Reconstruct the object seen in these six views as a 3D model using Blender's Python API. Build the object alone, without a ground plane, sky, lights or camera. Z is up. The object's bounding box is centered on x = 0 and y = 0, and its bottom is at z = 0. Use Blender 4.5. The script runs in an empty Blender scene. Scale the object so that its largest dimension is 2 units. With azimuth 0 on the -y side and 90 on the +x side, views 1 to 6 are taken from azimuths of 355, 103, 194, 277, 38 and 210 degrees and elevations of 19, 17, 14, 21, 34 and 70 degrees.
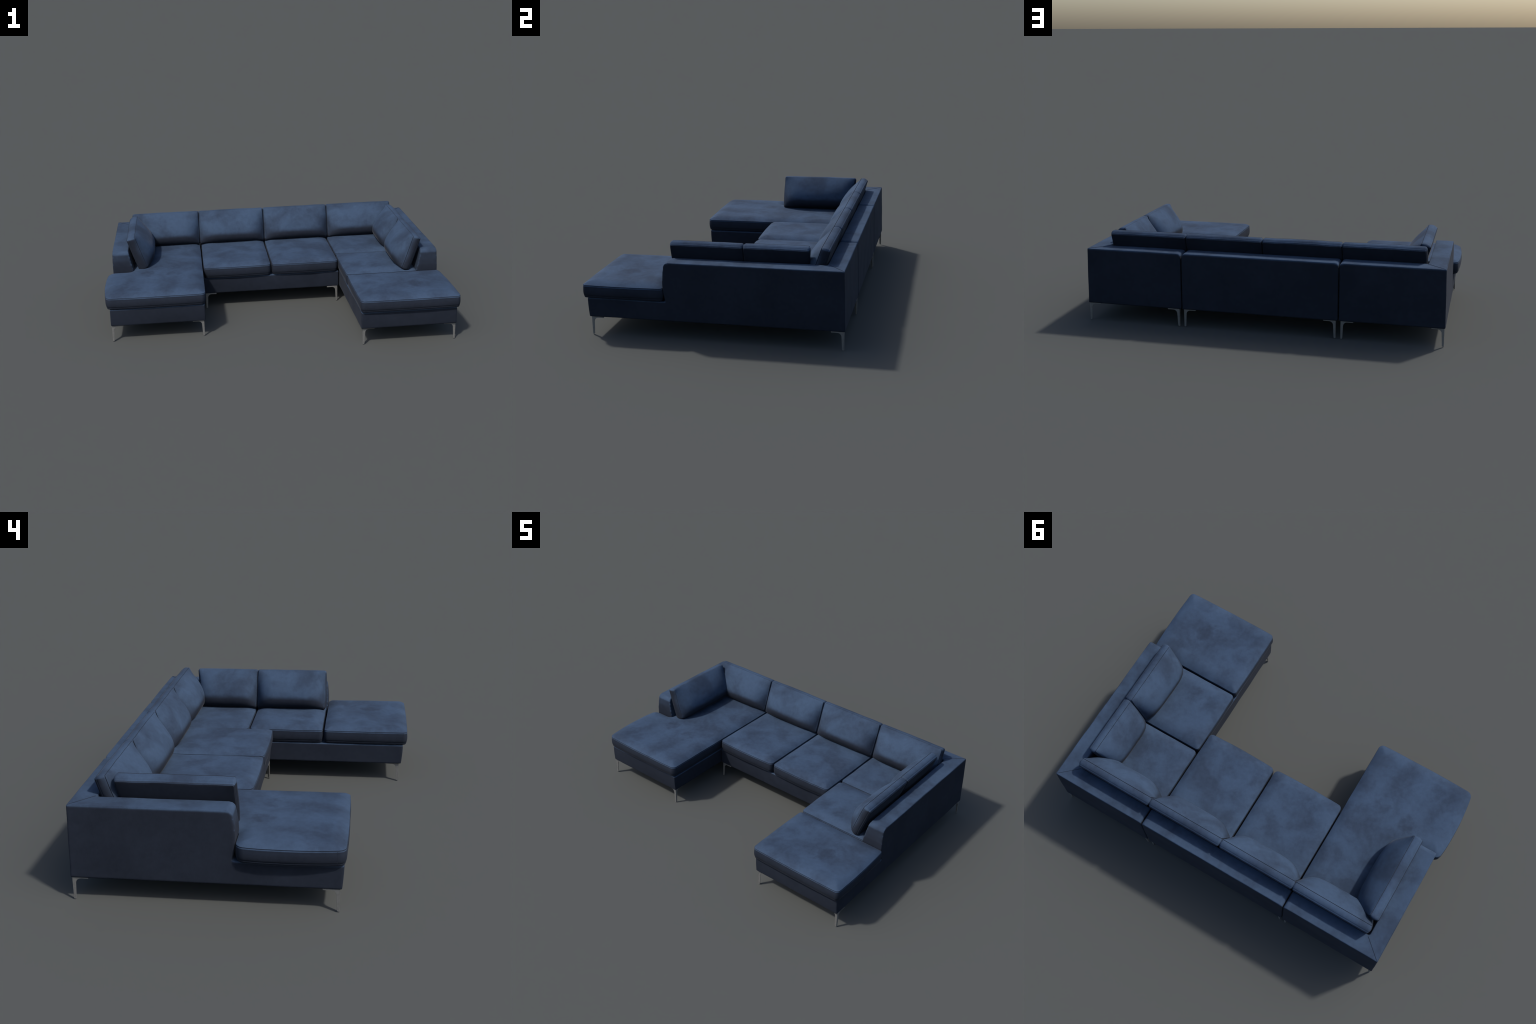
"""Blue velvet U-shaped modular sofa with two chaise ends, built part by part."""
import bpy, bmesh, math, random
import numpy as np
from mathutils import Vector, Matrix, noise
from mathutils.geometry import delaunay_2d_cdt

random.seed(7)
np.random.seed(7)
scene = bpy.context.scene

# ------------------------------------------------------------------ materials
def new_material(name):
    m = bpy.data.materials.new(name)
    m.use_nodes = True
    nt = m.node_tree
    return m, nt, nt.nodes, nt.links, nt.nodes["Principled BSDF"]


def noise_node(nodes, links, vec, scale, detail, rough=0.5, dist=0.0):
    n = nodes.new("ShaderNodeTexNoise")
    n.inputs["Scale"].default_value = scale
    n.inputs["Detail"].default_value = detail
    n.inputs["Roughness"].default_value = rough
    n.inputs["Distortion"].default_value = dist
    links.new(vec, n.inputs["Vector"])
    return n


def ramp_node(nodes, links, fac, stops):
    r = nodes.new("ShaderNodeValToRGB")
    while len(r.color_ramp.elements) < len(stops):
        r.color_ramp.elements.new(0.5)
    for e, (p, c) in zip(r.color_ramp.elements, stops):
        e.position, e.color = p, (*c, 1)
    links.new(fac, r.inputs["Fac"])
    return r


def mix_node(nodes, links, fac, a, b, blend="MIX"):
    m = nodes.new("ShaderNodeMix")
    m.data_type, m.blend_type = "RGBA", blend
    for sock, val in ((m.inputs[0], fac), (m.inputs[6], a), (m.inputs[7], b)):
        if isinstance(val, bpy.types.NodeSocket):
            links.new(val, sock)
        elif isinstance(val, (int, float)):
            sock.default_value = val
        else:
            sock.default_value = (*val, 1)
    return m.outputs[2]


def math_node(nodes, links, op, *vals, clamp=False):
    m = nodes.new("ShaderNodeMath")
    m.operation, m.use_clamp = op, clamp
    for sock, val in zip(m.inputs, vals):
        if isinstance(val, bpy.types.NodeSocket):
            links.new(val, sock)
        else:
            sock.default_value = val
    return m.outputs[0]


# worn, flattened patches of the nap on the seats: x, y, radius, strength
NAP_MARKS = ((0.775, -0.482, 0.075, 0.95), (0.520, -0.445, 0.055, 0.55), (0.930, -0.415, 0.055, 0.55), (0.640, -0.630, 0.070, 0.5),
             (0.635, -0.138, 0.055, 0.75), (0.512, -0.125, 0.050, 0.60), (0.605, 0.361, 0.055, 0.55), (0.641, 0.196, 0.045, 0.45),
             (0.070, 0.150, 0.045, 0.60), (0.115, 0.270, 0.055, 0.60), (0.100, 0.390, 0.070, 0.65), (0.375, 0.150, 0.050, 0.40),
             (-0.196, 0.144, 0.050, 0.45), (-0.135, 0.330, 0.055, 0.60), (-0.290, 0.112, 0.045, 0.50), (-0.590, -0.068, 0.055, 0.65),
             (-0.775, -0.055, 0.060, 0.85), (-0.842, -0.310, 0.060, 0.65), (-0.930, -0.355, 0.045, 0.45), (-0.650, -0.210, 0.055, 0.40),
             (-0.612, 0.170, 0.050, 0.45), (-0.506, 0.420, 0.060, 0.60), (-0.700, 0.390, 0.055, 0.45))


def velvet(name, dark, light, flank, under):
    """Brushed velvet: cloudy nap marks, fine grain, soft sheen.  Shading is painted into the colour by facing:
    upward panels stay blue, upright ones go darker and greyer, undersides darkest."""
    m, nt, nodes, links, bsdf = new_material(name)
    geo = nodes.new("ShaderNodeNewGeometry")
    pos = geo.outputs["Position"]
    clouds = noise_node(nodes, links, pos, 6.0, 5.0, 0.55, 0.3)
    wear = ramp_node(nodes, links, clouds.outputs["Fac"], [(0.34, (1, 1, 1)), (0.58, (0, 0, 0))])
    total = math_node(nodes, links, "MULTIPLY", wear.outputs["Color"], 0.75)
    # marks: warped position -> distance to each mark
    warp = noise_node(nodes, links, pos, 16.0, 3.0, 0.6)
    off = nodes.new("ShaderNodeVectorMath")
    off.operation = "MULTIPLY_ADD"
    links.new(warp.outputs["Color"], off.inputs[0])
    off.inputs[1].default_value = (0.14, 0.14, 0.0)
    off.inputs[2].default_value = (-0.07, -0.07, 0.0)
    add = nodes.new("ShaderNodeVectorMath")
    add.operation = "ADD"
    links.new(pos, add.inputs[0])
    links.new(off.outputs[0], add.inputs[1])
    for x, y, r, k in NAP_MARKS:
        dist = nodes.new("ShaderNodeVectorMath")
        dist.operation = "DISTANCE"
        links.new(add.outputs[0], dist.inputs[0])
        dist.inputs[1].default_value = (x, y, 0.285)
        mr = nodes.new("ShaderNodeMapRange")
        mr.interpolation_type = "SMOOTHSTEP"
        mr.inputs["From Min"].default_value, mr.inputs["From Max"].default_value = r * 0.0, r * 1.35
        mr.inputs["To Min"].default_value, mr.inputs["To Max"].default_value = k, 0.0
        links.new(dist.outputs["Value"], mr.inputs["Value"])
        total = math_node(nodes, links, "MAXIMUM", total, mr.outputs[0])
    col = mix_node(nodes, links, total, light, dark)
    # baked-in shading put into the colour: upright faces darker and greyer, downward darkest
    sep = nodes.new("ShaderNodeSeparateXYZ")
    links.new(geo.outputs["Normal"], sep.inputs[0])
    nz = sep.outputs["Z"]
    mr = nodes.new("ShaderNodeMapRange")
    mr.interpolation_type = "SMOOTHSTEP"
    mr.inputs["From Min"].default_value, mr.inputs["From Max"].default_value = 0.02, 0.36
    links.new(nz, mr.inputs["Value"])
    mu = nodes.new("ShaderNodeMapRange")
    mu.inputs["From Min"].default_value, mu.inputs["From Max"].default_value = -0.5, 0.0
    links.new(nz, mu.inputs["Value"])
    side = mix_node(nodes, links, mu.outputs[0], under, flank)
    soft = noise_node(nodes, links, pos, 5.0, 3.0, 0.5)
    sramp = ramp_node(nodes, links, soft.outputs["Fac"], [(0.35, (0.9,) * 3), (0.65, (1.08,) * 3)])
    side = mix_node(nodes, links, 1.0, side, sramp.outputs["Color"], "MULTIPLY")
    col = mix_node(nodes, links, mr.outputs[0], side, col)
    mottling = noise_node(nodes, links, pos, 42.0, 4.0, 0.65)
    mramp = ramp_node(nodes, links, mottling.outputs["Fac"], [(0.3, (0.91,) * 3), (0.7, (1.08,) * 3)])
    col = mix_node(nodes, links, 1.0, col, mramp.outputs["Color"], "MULTIPLY")
    grain = noise_node(nodes, links, pos, 420.0, 2.0, 0.6)
    gramp = ramp_node(nodes, links, grain.outputs["Fac"], [(0.3, (0.93,) * 3), (0.7, (1.07,) * 3)])
    col = mix_node(nodes, links, 1.0, col, gramp.outputs["Color"], "MULTIPLY")
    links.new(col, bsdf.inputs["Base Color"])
    bsdf.inputs["Roughness"].default_value = 0.9
    bsdf.inputs["Specular IOR Level"].default_value = 0.08
    bsdf.inputs["Sheen Weight"].default_value = 0.07
    bsdf.inputs["Sheen Roughness"].default_value = 0.28
    bsdf.inputs["Sheen Tint"].default_value = (0.85, 0.9, 1.0, 1)
    bump = nodes.new("ShaderNodeBump")
    bump.inputs["Strength"].default_value = 0.12
    bump.inputs["Distance"].default_value = 0.002
    links.new(grain.outputs["Fac"], bump.inputs["Height"])
    links.new(bump.outputs["Normal"], bsdf.inputs["Normal"])
    return m


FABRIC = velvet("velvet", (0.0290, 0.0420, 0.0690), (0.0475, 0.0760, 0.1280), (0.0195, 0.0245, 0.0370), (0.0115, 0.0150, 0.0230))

SEAM, _nt, _n, _l, _b = new_material("seam_thread")
_pos = _n.new("ShaderNodeNewGeometry").outputs["Position"]
_r = ramp_node(_n, _l, noise_node(_n, _l, _pos, 300.0, 2.0).outputs["Fac"],
               [(0.3, (0.015, 0.019, 0.029)), (0.7, (0.023, 0.029, 0.043))])
_l.new(_r.outputs["Color"], _b.inputs["Base Color"])
_b.inputs["Roughness"].default_value = 0.95
_b.inputs["Specular IOR Level"].default_value = 0.1

STEEL, _nt, _n, _l, _b = new_material("brushed_steel")
_pos = _n.new("ShaderNodeNewGeometry").outputs["Position"]
_r = ramp_node(_n, _l, noise_node(_n, _l, _pos, 120.0, 3.0).outputs["Fac"],
               [(0.3, (0.175, 0.175, 0.170)), (0.7, (0.21, 0.21, 0.204))])
_l.new(_r.outputs["Color"], _b.inputs["Base Color"])
_b.inputs["Metallic"].default_value = 0.3
_b.inputs["Roughness"].default_value = 0.42

# ------------------------------------------------------------------ the sofa
sofa = bpy.data.objects.new("sectional_sofa", None)
scene.collection.objects.link(sofa)
sofa["label"] = "navy blue velvet U-shaped sectional sofa with two chaise ends"
sofa["category"] = "sofa"


def add_part(name, mesh, parent=sofa):
    ob = bpy.data.objects.new(name, mesh)
    scene.collection.objects.link(ob)
    ob.parent = parent
    return ob


def smooth_all(me):
    me.polygons.foreach_set("use_smooth", [True] * len(me.polygons))


# ------------------------------------------------------------------ frames
def prism(bm, outline, axis, lo, hi, shear=None):
    """Closed prism: `outline` lives in the plane across `axis` (0 = x: (y, z); 1 = y: (x, z))."""
    rings = []
    for v in (lo, hi):
        ring = []
        for a, z in outline:
            p = [v, a, z] if axis == 0 else [a, v, z]
            if shear:
                p = shear(*p)
            ring.append(bm.verts.new(p))
        rings.append(ring)
    n = len(outline)
    faces = [bm.faces.new(rings[0]), bm.faces.new(rings[1][::-1])]
    for i in range(n):
        faces.append(bm.faces.new((rings[0][i], rings[1][i], rings[1][(i + 1) % n], rings[0][(i + 1) % n])))
    bmesh.ops.recalc_face_normals(bm, faces=faces)
    bmesh.ops.triangulate(bm, faces=[faces[0], faces[1]])


def arc(cx, cy, r, a0, a1, n=8):
    return [(cx + r * math.cos(math.radians(a0 + (a1 - a0) * i / n)),
             cy + r * math.sin(math.radians(a0 + (a1 - a0) * i / n))) for i in range(n + 1)]


Z_LOW, Z_SEAT, Z_TOP = 0.0965, 0.1985, 0.405
Y_BACK, Y_BACK_IN = 0.6815, 0.580
VOXEL = 0.0045
LEAN = 0.024 / 0.12         # inner faces of arms and back lean inwards towards the seat


def frame(x0, x1, y0, arm_side=0, arm_front=0.0, arm_in=0.0, round_left=True, round_right=True):
    """Base box + back + optional arm, fused, edges softened, then cut into named regions."""
    bm = bmesh.new()
    prism(bm, [(y0, Z_LOW), (Y_BACK, Z_LOW), (Y_BACK, Z_SEAT), (y0, Z_SEAT)], 0, x0, x1)
    r = 0.017
    left = arc(x0 + r, Z_TOP - r, r, 180, 90) if round_left else [(x0, Z_TOP)]
    right = arc(x1 - r, Z_TOP - r, r, 90, 0) if round_right else [(x1, Z_TOP)]
    outline = [(x0, Z_LOW + 0.01)] + left + right + [(x1, Z_LOW + 0.01)]

    def lean_back(x, y, z):
        return (x, y - max(0.0, Z_TOP - z) * LEAN if y < 0.6 else y, z)

    prism(bm, outline, 1, Y_BACK_IN, Y_BACK, lean_back)
    if arm_side:
        ra = 0.026
        outline = [(Y_BACK, Z_LOW + 0.01), (Y_BACK, Z_TOP)]
        outline += arc(arm_front + ra, Z_TOP - ra, ra, 90, 180)
        outline += [(arm_front - 0.007 * math.sin(math.pi * t), Z_TOP - ra - t * (Z_TOP - ra - 0.21)) for t in (0.2, 0.4, 0.6, 0.8)]
        outline += [(arm_front + 0.004, 0.205), (arm_front + 0.006, Z_LOW + 0.01)]
        outer = x0 if arm_side < 0 else x1

        def lean_arm(x, y, z):
            if abs(x - arm_in) < 1e-6:
                x -= arm_side * max(0.0, Z_TOP - z) * LEAN
            return (x, y, z)

        prism(bm, outline, 0, min(outer, arm_in), max(outer, arm_in), lean_arm)
    me = bpy.data.meshes.new("frame_work")
    bm.to_mesh(me)
    bm.free()
    ob = bpy.data.objects.new("frame_work", me)
    scene.collection.objects.link(ob)
    rm = ob.modifiers.new("fuse", "REMESH")
    rm.mode, rm.voxel_size = "VOXEL", VOXEL
    sm = ob.modifiers.new("soften", "SMOOTH")
    sm.factor, sm.iterations = 0.5, 4
    dg = bpy.context.evaluated_depsgraph_get()
    ev = ob.evaluated_get(dg)
    fused = bpy.data.meshes.new_from_object(ev)
    bpy.data.objects.remove(ob)

    # gentle upholstery shaping: slight taper upwards, belly on the low rail, soft unevenness
    n = len(fused.vertices)
    co = np.empty(n * 3)
    fused.vertices.foreach_get("co", co)
    co = co.reshape(-1, 3)
    x, y, z = co.T.copy()
    rise = np.clip((z - Z_LOW) / (Z_TOP - Z_LOW), 0, 1)
    if arm_side:
        outer = x0 if arm_side < 0 else x1
        w = np.clip(1 - np.abs(x - outer) / 0.05, 0, 1)
        co[:, 0] -= arm_side * 0.006 * rise * w
    wb = np.clip(1 - np.abs(y - Y_BACK) / 0.05, 0, 1)
    co[:, 1] -= 0.006 * rise * wb
    wf = np.clip(1 - np.abs(y - y0) / 0.03, 0, 1) * (z < 0.215)
    t = np.clip((z - Z_LOW) / (Z_SEAT - Z_LOW), 0, 1)
    co[:, 1] += wf * (0.006 * (1 - t) ** 2 - 0.002)
    nrm = np.empty(n * 3)
    fused.vertices.foreach_get("normal", nrm)
    nrm = nrm.reshape(-1, 3)
    wob = np.array([noise.noise(Vector((a * 9, b * 9, c * 9 + 3))) for a, b, c in co])
    co += nrm * (wob * 0.0012)[:, None]
    fused.vertices.foreach_set("co", co.ravel())
    fused.update()
    fused.vertices.foreach_get("normal", nrm.ravel())
    nrm = np.empty(n * 3)
    fused.vertices.foreach_get("normal", nrm)
    nrm = nrm.reshape(-1, 3)

    # regions
    loops = np.empty(len(fused.loops), int)
    fused.loops.foreach_get("vertex_index", loops)
    quads = loops.reshape(-1, 4)
    cen = co[quads].mean(1)
    region = np.zeros(len(quads), int)                       # 0 base
    up = cen[:, 2] > Z_SEAT + 0.004
    to_back = Y_BACK - cen[:, 1]
    is_back = up & (to_back < 0.135)
    region[is_back] = 1
    if arm_side:
        outer = x0 if arm_side < 0 else x1
        to_arm = np.abs(cen[:, 0] - outer)
        near_arm = up & (to_arm < 0.16) & (cen[:, 1] > arm_front - 0.03)
        region[near_arm & (to_arm < to_back)] = 2
    for k, name in enumerate(("base", "backrest", "armrest")):
        pick = quads[region == k]
        if not len(pick):
            continue
        used, inv = np.unique(pick, return_inverse=True)
        me = bpy.data.meshes.new(name)
        me.from_pydata(co[used].tolist(), [], inv.reshape(-1, 4).tolist())
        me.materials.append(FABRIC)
        smooth_all(me)
        me.normals_split_custom_set_from_vertices(nrm[used].tolist())
        add_part(name, me)
    bpy.data.meshes.remove(fused)


X_L0, X_L1 = -0.9655, -0.4205
X_M0, X_M1 = -0.4145, 0.4340
X_R0, X_R1 = 0.4400, 0.9820
Y_FRONT_L, Y_FRONT_M, Y_FRONT_R = -0.392, 0.036, -0.655
ARM_L_FRONT, ARM_R_FRONT = 0.028, -0.241
ARM_L_IN, ARM_R_IN = -0.863, 0.880
frame(X_L0, X_L1, Y_FRONT_L, -1, ARM_L_FRONT, ARM_L_IN, round_left=False)
frame(X_M0, X_M1, Y_FRONT_M)
frame(X_R0, X_R1, Y_FRONT_R, 1, ARM_R_FRONT, ARM_R_IN, round_right=False)


# ------------------------------------------------------------------ cushions
def rounded_outline(corners, step=0.007, seed=0.0, wobble=0.0):
    """corners: (x, y, radius, bow of the edge that follows). Counter-clockwise."""
    n, pts = len(corners), []
    P = [Vector(c[:2]) for c in corners]
    ends = []
    for i in range(n):
        p, a, b, r = P[i], P[i - 1], P[(i + 1) % n], corners[i][2]
        u, v = (a - p).normalized(), (b - p).normalized()
        half = math.acos(max(-1, min(1, u.dot(v)))) / 2
        t = r / math.tan(half)
        c = p + (u + v).normalized() * (r / math.sin(half))
        s, e = p + u * t, p + v * t
        a0 = math.atan2(*(s - c).yx)
        da = (math.atan2(*(e - c).yx) - a0 + math.pi) % (2 * math.pi) - math.pi
        k = max(3, int(abs(da) * r / step) + 3)
        ends.append([c + r * Vector((math.cos(a0 + da * j / k), math.sin(a0 + da * j / k))) for j in range(k + 1)])
    for i in range(n):
        pts += ends[i]
        s, e = ends[i][-1], ends[(i + 1) % n][0]
        d = e - s
        k = max(1, int(d.length / step))
        out = Vector((d.y, -d.x)).normalized()
        for j in range(1, k):
            f = j / k
            w = noise.noise(Vector((s.x + d.x * f, s.y + d.y * f, seed)) * 9) * wobble * min(1, 6 * f, 6 * (1 - f))
            pts.append(s + d * f + out * (corners[i][3] * math.sin(math.pi * f) ** 0.8 + w))
    return np.array([(p.x, p.y) for p in pts])


def dist_to_outline(p, o):
    a, b = o, np.roll(o, -1, 0)
    d = b - a
    ap = p[:, None] - a[None]
    t = np.clip((ap * d).sum(2) / (d * d).sum(1), 0, 1)
    return np.sqrt(((ap - t[..., None] * d) ** 2).sum(2)).min(1)


def outline_normals(o):
    t = np.roll(o, -1, 0) - np.roll(o, 1, 0)
    t /= np.linalg.norm(t, axis=1)[:, None]
    return np.stack([t[:, 1], -t[:, 0]], 1)


def cushion(name, corners, half, crown_top, crown_bottom, bulge, place, step=0.007, seed=0.0, wobble=0.001,
            second_seam=0.009, tuck=0.0, roundness=0.9):
    """Boxed cushion: crowned top and bottom panels, bulging border strip, sewn seams as grooves.
    Local frame: outline in (u, v), thickness along w; `place` maps it into the world."""
    o = rounded_outline(corners, step, seed, wobble)
    nrm = outline_normals(o)
    n = len(o)
    ztop, zlow = half - 0.0016, -half + 0.0016
    low = -half + second_seam

    def border(w):
        """Inset of the border strip: slight belly, tucked under at its lower edge."""
        t = (ztop - w) / (ztop - zlow)
        belly = -bulge * max(0.0, math.sin(math.pi * t)) ** roundness
        return 0.0006 + belly + tuck * max(0.0, (t - 0.62) / 0.38) ** 2

    prof = [(0.0026, half + 0.0020), (0.0008, half + 0.0010), (0.0030, half)]
    ws = [ztop + (low + 0.0016 - ztop) * k / 8 for k in range(9)]
    prof += [(border(w), w) for w in ws]
    second = len(prof)
    prof += [(border(low) + 0.0011, low), (border(low - 0.0016), low - 0.0016), (border((low - 0.0016 + zlow) / 2), (low - 0.0016 + zlow) / 2),
             (border(zlow), zlow), (border(zlow) + 0.0030, -half), (border(zlow) + 0.0008, -half - 0.0010), (border(zlow) + 0.0026, -half - 0.0020)]
    verts, faces, mats = [], [], []
    for inset, w in prof:
        ring = o - nrm * inset
        verts += [(a, b, w) for a, b in ring]
    R = len(prof)
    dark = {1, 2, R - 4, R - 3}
    for r in range(R - 1):
        for i in range(n):
            j = (i + 1) % n
            faces.append((r * n + i, (r + 1) * n + i, (r + 1) * n + j, r * n + j))
            mats.append(1 if r in dark else 0)
    # panels
    for top in (True, False):
        base_ring = 0 if top else (R - 1) * n
        edge = np.array([verts[base_ring + i][:2] for i in range(n)])
        lo, hi = edge.min(0), edge.max(0)
        gx, gy = np.meshgrid(np.arange(lo[0], hi[0], step), np.arange(lo[1], hi[1], step * 0.9))
        gx[1::2] += step / 2
        g = np.stack([gx.ravel(), gy.ravel()], 1)
        d = dist_to_outline(g, edge)
        x, y = g.T
        inside = np.zeros(len(g), bool)
        a, b = edge, np.roll(edge, -1, 0)
        for (ax, ay), (bx, by) in zip(a, b):
            if ay != by:
                hit = ((ay > y) != (by > y)) & (x < (bx - ax) * (y - ay) / (by - ay) + ax)
                inside ^= hit
        keep = inside & (d > step * 0.55)
        g, d = g[keep], d[keep]
        crown = crown_top if top else crown_bottom
        h = crown(g[:, 0], g[:, 1], d)
        wob = np.array([noise.fractal(Vector((px * 7, py * 7, seed + (0 if top else 5))), 1.0, 2.0, 3) for px, py in g])
        h = h * (1 + 0.07 * wob * min(1.0, 0.03 / max(h.max(), 1e-4)))
        cv = [Vector(p) for p in edge] + [Vector(p) for p in g]
        V, E_, F, ov, oe, of = delaunay_2d_cdt(cv, [], [list(range(n))], 1, 1e-7)
        idx = {}
        start = len(verts)
        for k, src in enumerate(ov):
            s = src[0] if src else None
            if s is not None and s < n:
                idx[k] = base_ring + s
            else:
                q = s - n
                idx[k] = len(verts)
                ww = half + 0.0020 + h[q]
                verts.append((g[q][0], g[q][1], ww if top else -ww))
        for f in F:
            f = [idx[k] for k in f]
            pa, pb, pc = (np.array(verts[k][:2]) for k in f[:3])
            ccw = (pb[0] - pa[0]) * (pc[1] - pa[1]) - (pb[1] - pa[1]) * (pc[0] - pa[0]) > 0
            faces.append(tuple(f if ccw == top else f[::-1]))
            mats.append(0)
    world = [place(Vector(v)) for v in verts]
    centre = sum(world, Vector()) / len(world)
    me = bpy.data.meshes.new(name)
    me.from_pydata([tuple(p - centre) for p in world], [], faces)
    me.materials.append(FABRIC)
    me.materials.append(SEAM)
    me.polygons.foreach_set("material_index", mats)
    smooth_all(me)
    bm = bmesh.new()
    bm.from_mesh(me)
    bmesh.ops.recalc_face_normals(bm, faces=bm.faces)
    bm.to_mesh(me)
    bm.free()
    ob = add_part(name, me)
    ob.location = centre
    return ob, o


def soft_crown(height, reach):
    def f(u, v, d):
        t = np.clip(d / reach, 0, 1)
        return height * (1 - (1 - t) ** 2.6)
    return f


SEAT_MID, SEAT_HALF = 0.2370, 0.0322
SEAT_CROWN = soft_crown(0.0178, 0.075)
FLAT = soft_crown(0.004, 0.05)
REAR = 0.535


def seat(corners, seed):
    return cushion("seat_cushion", corners, SEAT_HALF, SEAT_CROWN, FLAT, 0.0018,
                   lambda p: Vector((p.x, p.y, SEAT_MID + p.z)), 0.0075, seed, 0.0012, tuck=0.0035, roundness=1.6)


# corners counter-clockwise seen from above
chaise_left = [(-0.4170, REAR, 0.020, 0.0), (-0.852, REAR, 0.020, 0.0), (-0.852, 0.021, 0.022, 0.0),
               (-0.991, 0.020, 0.040, 0.011), (-0.983, -0.402, 0.034, 0.004), (-0.4140, -0.405, 0.028, 0.0)]
left_pad = seat(chaise_left, 1.0)[0]
seat([(0.0068, REAR, 0.020, 0.0), (-0.4085, REAR, 0.020, 0.0), (-0.4085, 0.021, 0.024, 0.004), (0.0068, 0.021, 0.024, 0.0)], 2.0)
seat([(0.4270, REAR, 0.020, 0.0), (0.0157, REAR, 0.020, 0.0), (0.0157, 0.021, 0.024, 0.004), (0.4270, 0.021, 0.024, 0.0)], 3.0)
seat([(0.868, REAR, 0.020, 0.0), (0.4360, REAR, 0.020, 0.0), (0.4360, 0.1535, 0.018, 0.0), (0.868, 0.1535, 0.020, 0.0)], 4.0)
seat([(0.868, 0.1450, 0.020, 0.0), (0.4350, 0.1450, 0.018, 0.002), (0.4350, -0.2370, 0.018, 0.0), (0.868, -0.2370, 0.020, 0.0)], 5.0)
right_pad = seat([(0.9890, -0.2475, 0.018, 0.0), (0.4350, -0.2460, 0.020, 0.002), (0.4330, -0.677, 0.024, 0.003), (0.9950, -0.677, 0.022, 0.005)], 6.0)[0]


RISE = 0.50                 # below 1: the belly of a back cushion sits low and turns under sharply


def pillow_crown(width, height, H):
    """Full, low-slung belly of a back cushion."""
    def f(u, v, d):
        a = np.clip(np.abs(u) / (width / 2), 0, 1)
        t = np.clip(v / height, 0, 1)
        g = t ** RISE * (1 - t)
        g = g / (RISE ** RISE / (1 + RISE) ** (1 + RISE))
        return H * (1 - a ** 5.0) * g
    return f


def back_cushion(foot, along, inward, width, height, lean, seed, half=0.0225, skew=(0, 0), H=0.061):
    """Foot = middle of the front seam's lower edge; `inward` points to the sitter."""
    along, inward = Vector(along), Vector(inward)
    up = Vector((0, 0, math.cos(lean))) - inward * math.sin(lean)
    face = inward * math.cos(lean) + Vector((0, 0, math.sin(lean)))
    foot = Vector(foot)
    if along.cross(up).dot(face) < 0:
        along = -along
        skew = (skew[1], skew[0])
    w = width / 2
    corners = [(-w + skew[0], 0, 0.014, 0.0), (w - skew[1], 0, 0.014, 0.002), (w, height, 0.008, 0.001), (-w, height, 0.008, 0.002)]

    def place(p):
        h = max(0.0, p.z - half)
        sag = 0.06 * h * max(0.0, 1 - p.y / height)       # the belly settles on the seat
        return foot + along * p.x + up * (p.y - sag) + face * (p.z - half)

    return cushion("back_cushion", corners, half, pillow_crown(width, height, H), pillow_crown(width, height, 0.009), 0.0065,
                   place, 0.0058, seed, 0.0025)


LEAN_BACK = math.atan2(0.068, 0.202)
for k, (a, b) in enumerate(((-0.848, -0.4200), (-0.4130, 0.0085), (0.0175, 0.4350), (0.4440, 0.870))):
    back_cushion(((a + b) / 2, 0.479, 0.284), (1, 0, 0), (0, -1, 0), b - a, 0.2145, LEAN_BACK, 20.0 + k)
# side cushions against the arms
back_cushion((-0.7505, (0.033 + 0.508) / 2, 0.290), (0, 1, 0), (1, 0, 0), 0.475, 0.211, LEAN_BACK, 31.0, half=0.0255, skew=(0, 0.026))
back_cushion((0.7680, (-0.231 + 0.145) / 2, 0.286), (0, 1, 0), (-1, 0, 0), 0.376, 0.211, LEAN_BACK, 32.0)
back_cushion((0.7680, (0.152 + 0.485) / 2, 0.286), (0, 1, 0), (-1, 0, 0), 0.333, 0.211, LEAN_BACK, 33.0, skew=(0, 0.022))


# ------------------------------------------------------------------ legs
def leg_mesh():
    """Angle-profile leg: two thin gusset plates at right angles, each a post flaring into a top flange."""
    H, long, flange, top_w, foot_w, r, thick = 0.0975, 0.066, 0.0065, 0.0135, 0.0100, 0.021, 0.0032
    prof = [(0.0, 0.0), (foot_w - 0.003, 0.0), (foot_w, 0.003)]
    prof += arc(top_w + r, H - flange - r, r, 180, 90, 8)
    prof += [(long, H - flange), (long, H), (0.0, H)]
    bm = bmesh.new()
    for swap in (False, True):
        rings = []
        for t in (0.0, thick):
            rings.append([bm.verts.new((t if swap else a, a if swap else t, z)) for a, z in prof])
        n = len(prof)
        fs = [bm.faces.new(rings[0]), bm.faces.new(rings[1][::-1])]
        for i in range(n):
            fs.append(bm.faces.new((rings[0][i], rings[1][i], rings[1][(i + 1) % n], rings[0][(i + 1) % n])))
        bmesh.ops.recalc_face_normals(bm, faces=fs)
        if swap:                                        # keep the two plates from sharing faces
            for ring in rings:
                for v in ring:
                    if v.co.y < 0.001:
                        v.co.y += 0.0012
    bmesh.ops.bevel(bm, geom=[e for e in bm.edges if e.calc_face_angle(0) > 0.6], offset=0.0006, segments=1, affect="EDGES")
    me = bpy.data.meshes.new("leg")
    bm.to_mesh(me)
    bm.free()
    me.materials.append(STEEL)
    return me


LEG = leg_mesh()


def leg(x, y, sx, sy):
    """Outer corner at (x, y); plates run towards (sx, sy)."""
    ob = add_part("leg", LEG)
    ang = {(1, 1): 0, (-1, 1): 90, (-1, -1): 180, (1, -1): 270}[(sx, sy)]
    ob.rotation_euler = (0, 0, math.radians(ang))
    ob.location = (x, y, 0)


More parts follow.
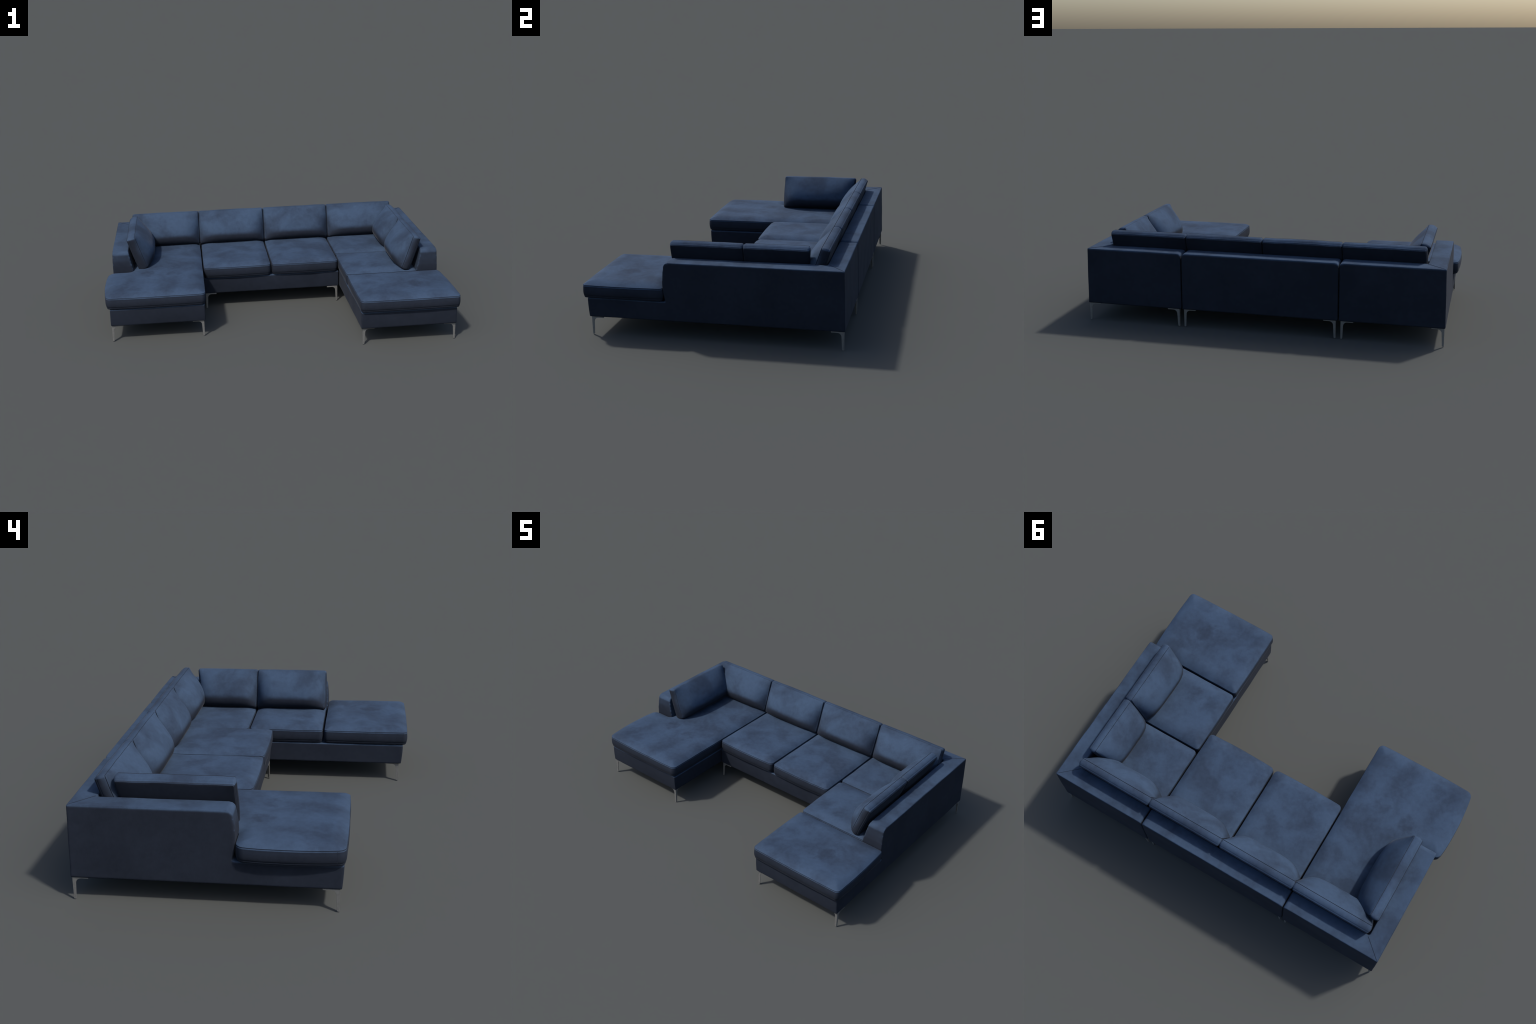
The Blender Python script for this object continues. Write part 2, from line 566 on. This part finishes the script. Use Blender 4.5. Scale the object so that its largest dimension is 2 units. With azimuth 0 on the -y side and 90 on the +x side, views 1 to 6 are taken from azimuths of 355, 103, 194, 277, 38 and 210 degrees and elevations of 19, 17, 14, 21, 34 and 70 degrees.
for x, y, sx, sy in ((-0.961, -0.380, 1, 1), (-0.4285, -0.380, -1, 1), (-0.961, 0.676, 1, -1), (-0.4300, 0.676, -1, -1),
                     (-0.4040, 0.040, 1, 1), (0.4270, 0.040, -1, 1), (-0.4040, 0.674, 1, -1), (0.4270, 0.674, -1, -1),
                     (0.4500, -0.640, 1, 1), (0.9795, -0.640, -1, 1), (0.4520, 0.676, 1, -1), (0.9780, 0.676, -1, -1)):
    leg(x, y, sx, sy)


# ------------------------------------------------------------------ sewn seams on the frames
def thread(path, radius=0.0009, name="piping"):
    cu = bpy.data.curves.new(name, "CURVE")
    cu.dimensions = "3D"
    cu.bevel_depth, cu.bevel_resolution = radius, 2
    sp = cu.splines.new("POLY")
    sp.points.add(len(path) - 1)
    for p, q in zip(sp.points, path):
        p.co = (*q, 1)
    tmp = bpy.data.objects.new(name, cu)
    scene.collection.objects.link(tmp)
    me = bpy.data.meshes.new_from_object(tmp.evaluated_get(bpy.context.evaluated_depsgraph_get()))
    bpy.data.objects.remove(tmp)
    bpy.data.curves.remove(cu)
    me.name = name
    me.materials.clear()
    me.materials.append(SEAM)
    smooth_all(me)
    return add_part(name, me)


TAPER = 0.006
for side, outer, inner, front in ((-1, X_L0, ARM_L_IN, ARM_L_FRONT), (1, X_R1, ARM_R_IN, ARM_R_FRONT)):
    xo = outer - side * TAPER
    # mitre across the top corner
    thread([(xo - side * 0.003, Y_BACK - TAPER - 0.003, Z_TOP - 0.0012), (xo - side * 0.012, Y_BACK - TAPER - 0.010, Z_TOP + 0.0002),
            (inner - side * 0.004, Y_BACK_IN + 0.006, Z_TOP + 0.0002)])
    # sewn edge along the outer rim of the arm
    yb = Y_BACK - TAPER - 0.004
    thread([(xo - side * 0.0035, yb - (yb - front - 0.024) * k / 12, Z_TOP - 0.0008) for k in range(13)], 0.0007)

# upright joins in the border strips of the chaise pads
for pad, y, side in ((left_pad, -0.368, -1), (right_pad, -0.264, 1), (right_pad, -0.656, -1)):
    path = []
    for k in range(9):
        z = SEAT_MID + SEAT_HALF * (0.9 - 1.75 * k / 8)
        start = Vector((side * 1.2 if pad is left_pad or side > 0 else 0.3, y, z)) - pad.location
        hit, where, _, _ = pad.ray_cast(start, Vector((-side, 0, 0)))
        if hit:
            path.append(tuple(where + pad.location + Vector((-side * 0.0003, 0, 0))))
    if len(path) > 2:
        thread(path, 0.0008)
